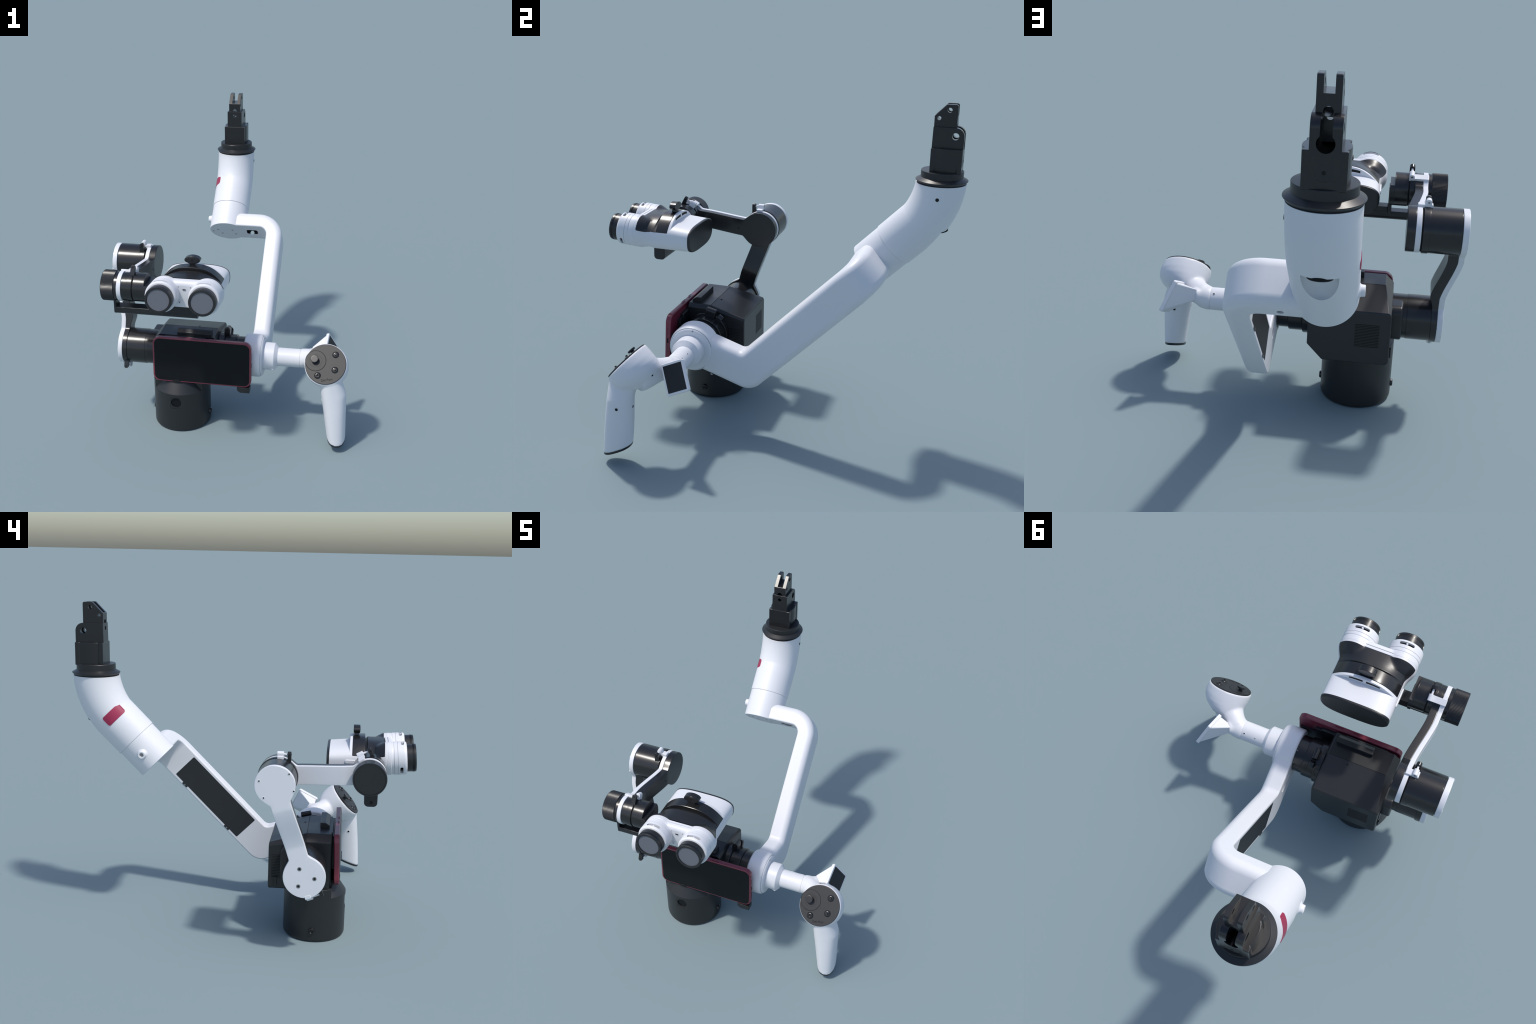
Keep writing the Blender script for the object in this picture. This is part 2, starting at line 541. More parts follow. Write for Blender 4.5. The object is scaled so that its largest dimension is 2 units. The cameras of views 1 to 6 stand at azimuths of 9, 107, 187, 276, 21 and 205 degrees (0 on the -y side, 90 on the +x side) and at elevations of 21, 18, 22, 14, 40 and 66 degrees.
# ============================================================== binoculars
bino = group("binocular_tube")
XC = -.165
EC = .125                       # eyepiece half spacing
TILT = .08
RT = .0925
def tube_z(y):
    return 1.0615 + TILT * (-.826 - y)
HW = .189
ZE = 1.0865                     # height of the cover's side edge
NT, NB = 128, 64
def sec_rear(u, y, grow=0.0):
    """rear shell: flat-bottomed pillow; u in [0,1) ; 0..NT top arc from +x to -x, then bottom arc"""
    pass
def top_edge_z(y):
    return 1.0815 + (1.095 - 1.0815) * smooth(-.76, -.83, y)
def pillow_point(th, y, top=1.118):
    """superellipse in (x, z) around z = 1.042"""
    zc = 1.042
    c, s = math.cos(th), math.sin(th)
    up = top - zc
    dn = zc - .958
    e = 2.0 / 3.2
    x = math.copysign(abs(c) ** e, c) * HW
    z = (up if s > 0 else dn) * math.copysign(abs(s) ** (2.0 / 2.9), s)
    return x, zc + z
def twin_point(th, y, r=RT, bridge=1.140):
    """outline round two side by side tubes; ray from the middle"""
    zc = tube_z(y)
    c, s = math.cos(th), math.sin(th)
    best = 0
    e = EC if c >= 0 else -EC
    b = c * e
    disc = b * b - (EC * EC - r * r)
    if disc >= 0:
        best = b + math.sqrt(disc)
    h = (bridge - zc) if s > 0 else (zc - .983)
    if abs(s) > 1e-6:
        t = h / abs(s)
        if abs(t * c) < EC:
            best = max(best, t)
    return c * best, zc + s * best
def theta_list(y, fn):
    """angles arranged so that sample 0 and NT fall on the cover's side edges"""
    ze = top_edge_z(y)
    lo, hi = 0.0, pi / 2
    f = lambda t: fn(t, y)[1] - ze
    lo, hi = -.5, 1.2
    for _ in range(50):
        m = (lo + hi) / 2
        if f(m) > 0: hi = m
        else: lo = m
    te = (lo + hi) / 2
    top = [te + (pi - 2 * te) * i / NT for i in range(NT)]
    bot = [pi - te + (pi + 2 * te) * i / NB for i in range(NB)]
    return top + bot
def section(y, top=None, mix=0.0, bridge=1.140):
    A = [pillow_point(t, y, top or 1.120) for t in theta_list(y, lambda t, yy: pillow_point(t, yy, top or 1.120))]
    if mix > 0:
        B = [twin_point(t, y, RT, bridge) for t in theta_list(y, lambda t, yy: twin_point(t, yy, RT, bridge))]
        A = [(a[0] * (1 - mix) + b[0] * mix, a[1] * (1 - mix) + b[1] * mix) for a, b in zip(A, B)]
    return [V((XC + a[0], y, a[1])) for a in A]

def arch_top(sec, peak, y, flat=2.0):
    """replace the top arc by an arch of given peak height"""
    out = list(sec)
    ze = sec[0].z
    x0, x1 = sec[0].x, sec[NT].x
    for i in range(1, NT):
        u = 1 - 2 * i / NT
        k = 1 - abs(u) ** flat
        out[i] = V((XC + u * (x0 - x1) / 2, y, ze + (peak - ze) * k))
    return out

# rear shell (white) from the objective window to the cover
rear = []
for y in (-.510, -.514, -.53, -.56, -.59, -.612, -.628):
    rear.append(section(y, 1.111 + (-.510 - y) * .10))
loft("rear_shell", rear, WHITE, bino, angle=40)
# black window cap at the rear
cap = []
for y, k in ((-.512, 1.012), (-.503, 1.005), (-.499, .975), (-.497, .93)):
    s = section(-.51, 1.111)
    c0 = V((XC, 0, 1.042))
    cap.append([V((XC + (p.x - XC) * k, y, c0.z + (p.z - c0.z) * k)) for p in s])
loft("objective_window", cap, SATIN, bino, angle=40)
# lower shell (white): bottom arc runs on to the eyepieces
ys = [-.628, -.66, -.70, -.73, -.75, -.765, -.775, -.785, -.795, -.805, -.815, -.822]
low, deck = [], []
for y in ys:
    m = smooth(-.735, -.822, y)
    s = section(y, 1.120, m)
    low.append(s)
full = [arch_top(s, 1.105, y) for s, y in zip(low, ys)]
loft("lower_shell", full, WHITE, bino, angle=40)
# black arched band
band = []
for y, pk, gr in ((-.640, 1.163, .0), (-.643, 1.166, .0012), (-.668, 1.167, .0012), (-.7085, 1.167, .0012), (-.7112, 1.165, .0)):
    s = arch_top(section(y, 1.120, 0), pk, y, 2.7)
    s = [V((XC + (p.x - XC) * (1 + gr * 5), p.y, p.z)) for p in s[:NT + 1]]
    bottom = [V((p.x, p.y, 1.080)) for p in (s[NT], s[0])]
    band.append(s + bottom)
loft("cover_band", band, BLACK, bino, angle=30)
# black deck with the two tube roots
deck = []
yd = [-.708, -.711, -.722, -.7265, -.7285, -.731, -.742, -.755, -.765, -.775, -.785, -.795, -.805, -.813, -.8205]
def deck_peak(y):
    """shallow groove in front of the band, a fine ridge, then an almost level deck"""
    if y > -.7265:
        return 1.136 + (1.142 - 1.136) * smooth(-.711, -.7265, y)
    if y > -.7315:
        return 1.1475
    return 1.1465 - .0015 * smooth(-.732, -.82, y)
for y in yd:
    m = smooth(-.735, -.822, y)
    s = section(y, 1.120, m)
    pl = arch_top(s, deck_peak(y), y, 2.8)
    k = min(1, max(0, (-.768 - y) / .050))     # conical roots growing forward
    x0 = abs(s[0].x - XC)
    outp = []
    for i in range(NT + 1):
        p = pl[i].copy()
        dx = min(abs(p.x - XC - EC), abs(p.x - XC + EC))
        rr = .060 + (.0940 - .060) * k
        zt = tube_z(y) + .010 * (1 - k)
        if dx < rr and k > 0:
            zz = zt + math.sqrt(rr * rr - dx * dx)
            dz = max(0, .010 - abs(p.z - zz)) / .010
            p.z = max(p.z, zz) + dz * dz * .0025
        p.x = XC + (p.x - XC) * 1.006
        p.z += .0008
        outp.append(p)
    bottom = [V((p.x, p.y, p.z - .012)) for p in (outp[NT], outp[0])]
    deck.append(outp + bottom)
loft("cover_deck", deck, SATIN, bino, angle=25)
# white crest behind the band, with two vent slits
crest = []
for y, pk, k in ((-.6245, 1.160, 1), (-.6265, 1.163, 1), (-.640, 1.164, 1)):
    s = arch_top(section(y, 1.120, 0), pk, y, 2.7)
    crest.append(s[:NT + 1] + [V((p.x, p.y, 1.076)) for p in (s[NT], s[0])])
loft("cover_crest", crest, WHITE, bino, angle=40)
for sg in (-1, 1):
    pts = []
    for i in range(9):
        u = .05 + .40 * i / 8
        pts.append((XC + sg * u * HW, 1.0865 + (1.160 - 1.0865) * (1 - u ** 2.7) - .007))
    for i in range(9):
        u = .45 - .40 * i / 8
        pts.append((XC + sg * u * HW, 1.0865 + (1.160 - 1.0865) * (1 - u ** 2.7) - .022 + .008 * u))
    prism("crest_slit", pts, (0, -.6300, 0), (1, 0, 0), (0, 0, 1), -.0065, DARK, bino)
# front white ring: outline of the two tubes
front = []
for y, k, brd in ((-.820, 1.0, 1.143), (-.8225, 1.012, 1.144), (-.834, 1.012, 1.144), (-.8352, .985, 1.141), (-.8378, .985, 1.141), (-.838, 1.012, 1.144), (-.854, 1.012, 1.143), (-.861, 1.0, 1.139), (-.867, .99, 1.131), (-.871, .97, 1.117)):
    ths = [2 * pi * i / 128 for i in range(128)]
    sct = []
    for t in ths:
        x, z = twin_point(t, y, RT * (k if y > -.862 else .98), brd)
        sct.append(V((XC + x, y - TILT * (z - 1.07), z)))
    front.append(sct)
loft("front_bridge", front, WHITE, bino, angle=40)
seam = []
for y in (-.8353, -.8377):
    seam.append([V((XC + x, y - TILT * (z - 1.07), z)) for x, z in [twin_point(2 * pi * i / 128, y, RT * .996, 1.1423) for i in range(128)]])
loft("front_seam", seam, GREYW, bino)
for x, z in ((-.202, 1.113), (-.131, 1.112)):
    screw("front_screw", (x, -.8735, z), (0, -1, .05), .0065, WHITE, bino)
screw("front_screw", (-.197, -.8735, 1.016), (0, -1, .05), .0055, WHITE, bino)
box("front_slot", (-.177, -.8765, 1.094), (-.160, -.868, 1.099), DARK, bino, 0)
# eyepieces
AX = V((0, -1, TILT)).normalized()
for sg in (1, -1):
    e = group("eyepiece", bino)
    o = V((XC + sg * EC, -.826, tube_z(-.826)))
    tube = revolve("eyepiece_tube", [(-.004, .092), (.016, .0928), (.0165, .0936), (.030, .0936), (.033, .0916), (.047, .0916), (.050, .0936),
                                     (.0680, .0936), (.0682, .0905), (.0700, .0905), (.0702, .0936), (.105, .0936), (.114, .0915), (.119, .087), (.121, .079)], o, AX, WHITE, e, 96, 30)
    # slots in the tube: top and outer side
    for an, wdt in ((90, .041), (-38 if sg > 0 else 218, .026)):
        a = math.radians(an)
        rad = V((math.cos(a), 0, math.sin(a)))
        c = o + AX * .092
        cu = helper_prism(rrect(wdt * 2, .014, .0065, 5), c + rad * .080, AX.cross(rad), AX, .03)
        # prism pushes along U x W, so orient explicitly
        bpy.data.objects.remove(cu, do_unlink=True) if False else None
        HELPERS.remove(cu); bpy.data.objects.remove(cu, do_unlink=True)
        T = AX.cross(rad).normalized()
        N = T.cross(AX)
        cu = helper_prism(rrect(wdt * 2, .017, .0080, 5), c + rad * .0600 - (N * .0 if N.dot(rad) > 0 else N * 0), T, AX, .05 if N.dot(rad) > 0 else -.05)
        cut(tube, cu)
        DRUMDONE = True
        inner = revolve("slot_pin", [(.0, .0055), (.012, .0055), (.013, .0045)], c + rad * .0765, rad, WHITE if an == 90 else BLACK, e, 16)
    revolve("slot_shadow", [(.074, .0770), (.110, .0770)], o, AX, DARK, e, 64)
    cup = revolve("eyecup", [(.111, .078), (.150, .078), (.1505, .0772), (.1605, .0772), (.161, .078), (.168, .0778), (.1705, .0765), (.1715, .074), (.1715, .0655), (.168, .0645), (.164, .0645)], o, AX, SATIN, e, 96, 25)
    revolve("lens", [(.15, .064), (.1665, .064), (.1668, .062)], o, AX, LENS, e, 64)
    # fine ridges on the eyecup
    u, w, a_ = frame(AX)
    rv, rf = [], []
    for i in range(96):
        a = 2 * pi * i / 96
        d = u * math.cos(a) + w * math.sin(a)
        tq = AX.cross(d)
        k = len(rv)
        for (ta, rr_, tt) in ((.1508, .077, -1), (.1508, .077, 1), (.1602, .077, 1), (.1602, .077, -1), (.1508, .0788, -.6), (.1508, .0788, .6), (.1602, .0788, .6), (.1602, .0788, -.6)):
            rv.append(o + AX * ta + d * rr_ + tq * tt * .0013)
        rf += [[k, k + 1, k + 5, k + 4], [k + 1, k + 2, k + 6, k + 5], [k + 2, k + 3, k + 7, k + 6], [k + 3, k, k + 4, k + 7], [k + 4, k + 5, k + 6, k + 7]]
    rid = obj("eyecup_ridge", mesh("eyecup_ridge", rv, rf), BLACK, e, 20)
    rid["kind"] = "stuff"
# top knob
kn = group("focus_knob", bino)
pts = []
for i in range(48):
    a = 2 * pi * i / 48
    pts.append((.047 * math.copysign(abs(math.cos(a)) ** 1.1, math.cos(a)), .0235 * math.sin(a)))
prism("knob_disc", pts, (XC, -.680, 1.2005), (1, 0, 0), (0, 0, 1), -.037, BLACK, kn, .002)
prism("knob_neck", [(-.022, -.03), (.022, -.03), (.014, 0), (-.014, 0)], (XC, -.676, 1.186), (1, 0, 0), (0, 0, 1), -.028, BLACK, kn, .002)
prism("knob_face", [(.040 * math.cos(2 * pi * i / 40), .0185 * math.sin(2 * pi * i / 40)) for i in range(40)], (XC, -.6812, 1.2005), (1, 0, 0), (0, 0, 1), -.004, SATIN, kn, .001)
hole("knob_hole", (XC, -.6815, 1.2005), (0, -1, 0), .0065, kn)
for x, y, z, nx in ((-.064, -.528, 1.1075, .1), (-.268, -.528, 1.1075, -.1)):
    screw("shell_screw", (x, y, z), (nx, 0, 1), .0055, WHITE, bino, WHITE)
screw("shell_screw", (XC + .187, -.536, 1.030), (1, 0, .0), .0062, WHITE, bino)
screw("shell_screw", (XC - .187, -.533, 1.033), (-1, 0, .0), .0062, WHITE, bino)
# side rib on the -x flank
rib = prism("side_rib", rrect(.12, .024, .0115, 8, -.66, 1.047), (XC - HW - .006, 0, 0), (0, 1, 0), (0, 0, 1), .02, WHITE, bino, .005)

# ========================================================= white lower arm
arm = group("yoke_arm")
XA, XT = .159, .110             # arm centre in x and its thickness
SD, WD = V((0, 1, 1)).normalized(), V((0, -1, 1)).normalized()
def sw(x, s, w):
    return V((x, 0, 0)) + SD * s + WD * w
WC = .3285                       # arm centre across
HWD = .1025                      # half width
def rr_section(c, A, B, ha, hb, r, n=6, rin=.010):
    """rounded rectangle; the corners on the -A side are crisper"""
    r = min(r, ha * .95, hb * .95)
    q = round_poly([(-ha, -hb), (ha, -hb), (ha, hb), (-ha, hb)], [rin, r, r, rin], n)
    return [c + A * p[0] + B * p[1] for p in q]
secs = []
X = V((1, 0, 0))
hub = V((XA, JY - .004, JZ - .003))
d0 = V((0, math.cos(math.radians(-17.7)), math.sin(math.radians(-17.7))))
n0 = V((0, -d0.z, d0.y))
TL = .088                        # tangent length of the elbow
den = d0.y * SD.z - d0.z * SD.y
q = sw(XA, 0, WC)
kc = hub + d0 * (((q.y - hub.y) * SD.z - (q.z - hub.z) * SD.y) / den)
k0, k1 = kc - d0 * TL, kc + SD * TL
HLO = .101
for t in (0.0, .3, .6, .8):
    secs.append(rr_section(hub.lerp(k0, t), X, n0, XT / 2, HLO, .040))
turn = 62.7
bis = (n0 + WD).normalized()
half_turn = math.radians(turn / 2)
RI, RO = .042, .105
k_in, k_out = kc + bis * (HLO / math.cos(half_turn)), kc - bis * (HLO / math.cos(half_turn))
c_in, c_out = k_in + bis * (RI / math.cos(half_turn)), k_out + bis * (RO / math.cos(half_turn))
for i in range(0, 21):
    a = math.radians(-17.7 + turn * i / 20)
    nn = V((0, -math.sin(a), math.cos(a)))
    pi_, po_ = c_in - nn * RI, c_out - nn * RO
    secs.append(rr_section((pi_ + po_) / 2, X, (pi_ - po_).normalized(), XT / 2, (pi_ - po_).length / 2, .040))
for s in (.5, .7, .85, .94):
    secs.append(rr_section(sw(XA, s, WC), X, WD, XT / 2, HWD, .040))
# upper bend: from +s to -x, about the w axis
TB = .114                        # cross bar thickness along s
S0 = 1.0372
RBI, RBO = .055, .175
xi, xo, so = XA - XT / 2, XA + XT / 2, S0 + TB
for i in range(0, 17):
    a = (pi / 2) * i / 16
    dirv = X * math.cos(a) + SD * math.sin(a)
    q_in = sw(xi - RBI, S0 - RBI, WC) + dirv * RBI
    q_out = sw(xo - RBO, so - RBO, WC) + dirv * RBO
    A = (q_out - q_in)
    secs.append(rr_section((q_in + q_out) / 2, A.normalized(), WD, A.length / 2, HWD, .040 + .010 * i / 16))
for x in (-.02, -.06, -.14):
    secs.append(rr_section(sw(x, S0 + TB / 2, WC), SD, WD, TB / 2, HWD, .050))
yoke = loft("yoke_shell", secs, WHITE, arm, angle=60)
# pocket on the inner face next to the hub
def face_prism(name, c, U, W, pts, depth, mat=None, parent=None):
    o = prism(name, pts, c, U, W, depth, mat, parent)
    return o
pk = helper_prism(rrect(.115, .052, .025, 8), (XA - XT / 2 - .02, -.222, .437), d0, n0, .02 + .08)
cut(yoke, pk)
# opening in the cross bar's under face with a through hole in its wall
OX, OW = -.010, WC + .002
op = helper_prism(rrect(.080, .066, .014, 5), sw(OX, S0 - .02, OW), X, WD, -.02 - .082)
cut(yoke, op)
hh = helper_cyl(sw(-.028, 1.085, .2185), (-.158, .928, -.338), .0140, .20)
cut(yoke, hh)
liner = prism("bar_opening_shade_liner", rrect(.0796, .0656, .0138, 5), sw(OX, S0 + .003, OW), X, WD, -.0785, BATT, arm)  # dark lining modelled to deepen the shade inside the white opening
cut(liner, helper_prism(rrect(.076, .062, .012, 5), sw(OX, S0 - .02, OW), X, WD, -.02 - .078))
cut(liner, hh)
# hub disc
revolve("hub_housing", [(.104, .118), (.105, .128), (.112, .1345), (.195, .1345), (.206, .132), (.2125, .1275)], (0, JY - .004, JZ - .003), (1, 0, 0), WHITE, arm, 96, 40)
revolve("hub_groove", [(.2, .126), (.2135, .126)], (0, JY - .004, JZ - .003), (1, 0, 0), GREYW, arm, 96)
revolve("hub_cover", [(.205, .124), (.216, .124), (.221, .120), (.224, .112)], (0, JY - .004, JZ - .003), (1, 0, 0), WHITE, arm, 96)
hole("hub_screw", (.2225, JY + .01, JZ + .112), (1, 0, .3), .005, arm, STEEL)
# battery cover on the inner face
xin = XA - XT / 2
bp = [(.337, .247), (.893, .248), (.893, .412), (.338, .412)]
pts = round_poly([(p[0], p[1] ) for p in bp], .006, 3)
def inner_plate(name, pts, mat, parent, depth=.003, xoff=.0):
    a = [sw(xin - xoff, p[0], p[1]) for p in pts]
    b = [sw(xin + .01, p[0], p[1]) for p in pts]
    o = obj(name, mesh(name, *loft_data([a, b])), mat, parent)
    return o
bat = inner_plate("battery_cover", pts, BATT, arm, xoff=.0006)
for s in (.805, .425):
    inner_plate("cover_latch", round_poly([(s - .02, .236), (s + .02, .236), (s + .02, .25), (s - .02, .25)], .004, 3), BATT, bat, xoff=.003)
    inner_plate("latch_pin", rrect(.008, .012, .002, 2, s, .241), STEEL, bat, xoff=.005)
hole("arm_screw", (.20, -.30, .330), (.2, -.3, -1), .007, arm, STEEL)
# rectangular opening in the bar's under face
a = [sw(-.048, S0 - .0008, WC - .052), sw(.048, S0 - .0008, WC - .052), sw(.048, S0 - .0008, WC + .02), sw(-.048, S0 - .0008, WC + .02)]
def under_plate(name, pts, mat, parent, off=.0008):
    A = [sw(p[0], S0 - off, p[1]) for p in pts]
    B = [sw(p[0], S0 + .01, p[1]) for p in pts]
    return obj(name, mesh(name, *loft_data([A, B])), mat, parent)

# ================================================================= column
col = group("column")
CX = -.190
RC, RTOP = .1275, .1345
stub_o = sw(CX, 0, WC - .0025)
lower = revolve("column_stub", [(1.036, RC - .004), (1.0375, RC - .001), (1.040, RC), (1.2175, RC), (1.222, RC - .003), (1.25, RC - .003)], stub_o, SD, WHITE, col, 96, 30)
# bent tube
secs = []
P = V((CX, .863, 1.327 + .0))
# straight 45 degree part then an arc to vertical
corner_s = None
cy = .863
cz = cy + (WC - .0025) / .70711     # meeting point of the two centre lines
tl = .135
q0 = V((CX, cy, cz)) - SD * tl
rad = tl / math.tan(math.radians(22.5))
cc = q0 - V((0, 1, -1)).normalized() * rad * 1.0
cc = V((CX, cy - rad, cz + tl))
path = []
s_start = 1.2185
p_start = sw(CX, s_start, WC - .0025)
for i in range(7):
    path.append((p_start.lerp(q0, i / 6), SD))
for i in range(1, 21):
    a = math.radians(-45 + 45 * i / 20)
    path.append((cc + V((0, math.cos(a), math.sin(a))) * (rad - .006 * math.sin(pi * i / 20)), V((0, -math.sin(a), math.cos(a)))))
path.append((V((CX, cy, 1.462)), V((0, 0, 1))))
nseg = 96
for k, (c, t) in enumerate(path):
    nn = V((0, t.z, -t.y))
    r = .1315 + (RTOP - .1315) * min(1, k / 20)
    rx = .1300
    if k == 0:
        secs.append([c + (X * (math.cos(2 * pi * i / nseg) * (rx - .0025)) + nn * (math.sin(2 * pi * i / nseg) * (r - .0025))) for i in range(nseg)])
        c = c + t * .002
    secs.append([c + (X * (math.cos(2 * pi * i / nseg) * rx) + nn * (math.sin(2 * pi * i / nseg) * r)) for i in range(nseg)])
tube = loft("column_tube", secs, WHITE, col, angle=45)
revolve("column_seam", [(1.214, RC - .001), (1.2205, RC + .0003)], stub_o, SD, GREYW, col, 96)
# scoop in the back of the tube
def scoop():
    vs, fs = [], []
    nu, nv = 32, 14
    secs_ = []
    for j in range(nv + 1):
        b = (pi / 2) * j / nv
        rr = .067 * math.cos(b)
        zz = -.125 * math.sin(b)
        secs_.append([V((CX + rr * math.cos(2 * pi * i / nu), .905 + 1.1 * rr * math.sin(2 * pi * i / nu) + zz * .75, 1.207 + zz)) for i in range(nu)])
    me = mesh("helper", *loft_data(secs_))
    o = obj("helper", me, None, None)
    LIVE.remove(o); HELPERS.append(o)
    return o
cut(tube, scoop())
revolve("scoop_window", [(-.012, .046), (.012, .046), (.015, .042)], (CX, .874, 1.206), (0, .15, -1), SCREEN, col, 40)
# side knob
kdir = V((-1, 0, 0))
kp = V((CX - RC, .567, 1.026))
revolve("side_knob", [(-.02, .034), (-.002, .032), (.003, .026), (.006, .0235), (.020, .0225), (.022, .020), (.0215, .0125), (.012, .0115)], kp + V((.0, 0, 0)), kdir, WHITE, col, 40)
hole("knob_socket", kp + kdir * .0125, kdir, .0115, col, STEEL)
hole("tube_screw", (CX + .1300, .862, 1.396), (1, 0, 0), .0095, col)
# red badge wrapped on the tube
vs = []
def badge_outline(u, v):
    return u, v
bs, bt = 9, 21
ce = V((CX, .734, 1.245))
sc = (ce.y + ce.z) * .70711
wcen = (ce.z - ce.y) * .70711
grid = []
rb = .1345
for off in (rb + .0008, rb - .004):
    for (su, wv) in round_poly([(-.028, -.060), (.034, -.060), (.034, .062), (-.028, .062)], .010, 5):
        wq = wcen + wv
        dw = wq - (WC - .0025)
        x = CX - math.sqrt(max(1e-6, off * off - dw * dw))
        grid.append(sw(x, sc + su, wq))
m = len(grid) // 2
# fill the curved face by strips in w
me = bpy.data.meshes.new("badge")
vs, fs = [], []
nu, nv = 10, 24
def badge_pt(i, j, off):
    wv = -.060 + .122 * j / nv
    lim = 1.0
    e = min(wv + .060, .062 - wv)
    ins = 0 if e > .010 else .010 - math.sqrt(max(0, .010 ** 2 - (.010 - e) ** 2))
    su = (-.028 + ins) + (.062 - 2 * ins) * i / nu
    wq = wcen + wv
    dw = wq - (WC - .0025)
    return sw(CX - math.sqrt(max(1e-6, off * off - dw * dw)), sc + su, wq)
for off in (.1325, .125):
    for j in range(nv + 1):
        for i in range(nu + 1):
            vs.append(badge_pt(i, j, off))
st = (nu + 1) * (nv + 1)
for j in range(nv):
    for i in range(nu):
        a = j * (nu + 1) + i
        fs.append([a, a + 1, a + nu + 2, a + nu + 1])
        fs.append([st + a + nu + 1, st + a + nu + 2, st + a + 1, st + a])
for j in range(nv):
    for i in (0, nu):
        a = j * (nu + 1) + i
        fs.append([a, a + nu + 1, st + a + nu + 1, st + a])
for i in range(nu):
    for j in (0, nv):
        a = j * (nu + 1) + i
        fs.append([a, a + 1, st + a + 1, st + a])
obj("red_badge", mesh("red_badge", vs, fs), RED, col, 50)
# screws in the stub's end disc
for (x, y, z) in ((-.257, .51, 1.002), (-.152, .51, 1.002), (-.294, .51, .961), (-.232, .51, .921), (-.133, .51, .920)):
    p = V((x, y, z))
    s_, w_ = p.dot(SD), p.dot(WD)
    hole("end_screw", sw(x, 1.0362, w_), -SD, .0072, col, GREYW)

# ============================================================= mount fork
fork = group("mount_fork")
FY = .864
revolve("flange_gasket", [(1.455, .128), (1.470, .130)], (CX, FY, 0), (0, 0, 1), DARK, fork, 80)
revolve("flange", [(1.466, .128), (1.477, .1378), (1.4785, .1388), (1.481, .1385), (1.494, .1150), (1.495, .1128), (1.5285, .1128), (1.5305, .1112)], (CX, FY + .002, 0), (0, 0, 1), MATTE, fork, 128, 14)
FX = -.192
# lower block: curved side cheeks
def fork_block():
    pts = []
    # right side (x+) from front to back, then left side back to front
    side = [(-.060, .073), (-.038, .074), (-.026, .068), (-.018, .066), (.040, .066), (.050, .070), (.060, .074), (.078, .074), (.096, .074)]
    side = [(y - FY, h) for y, h in ((.803, .073), (.825, .073), (.832, .068), (.845, .0745), (.865, .079), (.885, .0805), (.905, .079), (.925, .0745), (.938, .068), (.945, .073), (.967, .073))]
    r = [(FX + x, FY + y) for y, x in side]
    l = [(FX - x, FY + y) for y, x in side][::-1]
    return r + l
lb = prism("fork_base", fork_block(), (0, 0, 1.525), (1, 0, 0), (0, 1, 0), .130, BLACK, fork, .003)
mid = prism("fork_middle", round_poly([(.8022, 1.56), (.9678, 1.56), (.9678, 1.764), (.806, 1.764)], [0, 0, .045, .001], 10), (FX - .051, 0, 0), (0, 1, 0), (0, 0, 1), .102, BLACK, fork, .0015)
top = prism("fork_tines", round_poly([(.807, 1.75), (.925, 1.75), (.925, 1.882), (.868, 1.882), (.807, 1.820)], [0, 0, .010, .006, .006], 5), (FX - .040, 0, 0), (0, 1, 0), (0, 0, 1), .080, BLACK, fork, .0015)
slot = helper_box((FX - .018, .70, 1.823), (FX + .018, 1.05, 1.95))
cut(top, slot)
for y, z, r in ((.883, 1.853, .0125), (.831, 1.809, .0105)):
    cut(top, helper_cyl((FX, y, z), (1, 0, 0), r, .4))
ych = helper_cyl((FX, .90, 1.768), (0, 1, 0), .0165, .5)
cut(top, ych)
cut(mid, helper_cyl((FX, .923, 1.720), (1, 0, 0), .0185, .4))
cut(mid, helper_box((FX - .0195, .835, 1.66), (FX + .0195, 1.05, 1.80)))
cut(mid, helper_cyl((FX, .94, 1.676), (0, 1, 0), .030, .18))
cut(lb, helper_cyl((FX, .94, 1.676), (0, 1, 0), .030, .18))
fh = helper_cyl((FX, .82, 1.734), (0, 1, 0), .012, .12)
cut(mid, fh)
revolve("fork_button", [(-.01, .030), (.0005, .030), (.0012, .029)], (FX + .001, .967, 1.585), (0, 1, 0), SATIN, fork, 48)
hole("button_socket", (FX + .001, .9683, 1.585), (0, 1, 0), .007, fork)

# ================================================================= handle
hd = group("control_handle")
AXY, AXZ = JY - .004, JZ - .001
revolve("handle_collar", [(.215, .087), (.224, .0862), (.288, .0858), (.2925, .0848), (.3125, .0605), (.3135, .055)], (0, AXY, AXZ), (1, 0, 0), WHITE, hd, 72, 25)
# index ridge on the collar
prism("collar_ridge", [(.245, .080), (.288, .0925), (.290, .0915), (.313, .0660), (.313, .055), (.245, .055)], (0, AXY, AXZ), (1, 0, 0), V((0, -.78, -.62)), .007, WHITE, hd, .001)
revolve("collar_groove", [(.3125, .0575), (.3145, .0575)], (0, AXY, AXZ), (1, 0, 0), GREYW, hd, 64)
revolve("handle_shaft", [(.310, .0580), (.452, .0580), (.4535, .0568)], (0, AXY, AXZ), (1, 0, 0), WHITE, hd, 72)
for x, y, z, r in ((.463, -.421, .528, .0068), (.436, -.384, .516, .0068), (.366, -.380, .516, .0045)):
    nrm = V((0, y - AXY, z - AXZ)).normalized()
    p = V((x, AXY, AXZ)) + nrm * .0580
    k = revolve("shaft_screw", [(-.004, r), (.0005, r), (.0012, r * .8), (.0004, r * .62)], p, nrm, WHITE, hd, 24)
    hole("screw_socket", p + nrm * .0002, nrm, r * .6, k)
D = V((.628, -.613, .551))
NRM = V((-.055, -.74, .67)).normalized()
RGT = V((1, 0, 0))
RGT = (RGT - NRM * RGT.dot(NRM)).normalized()
UPD = NRM.cross(RGT).normalized()
rl = math.radians(11)
RGT = RGT * math.cos(rl) + UPD * math.sin(rl)
UPD = NRM.cross(RGT).normalized()
J = V((.492, -.418, .487))
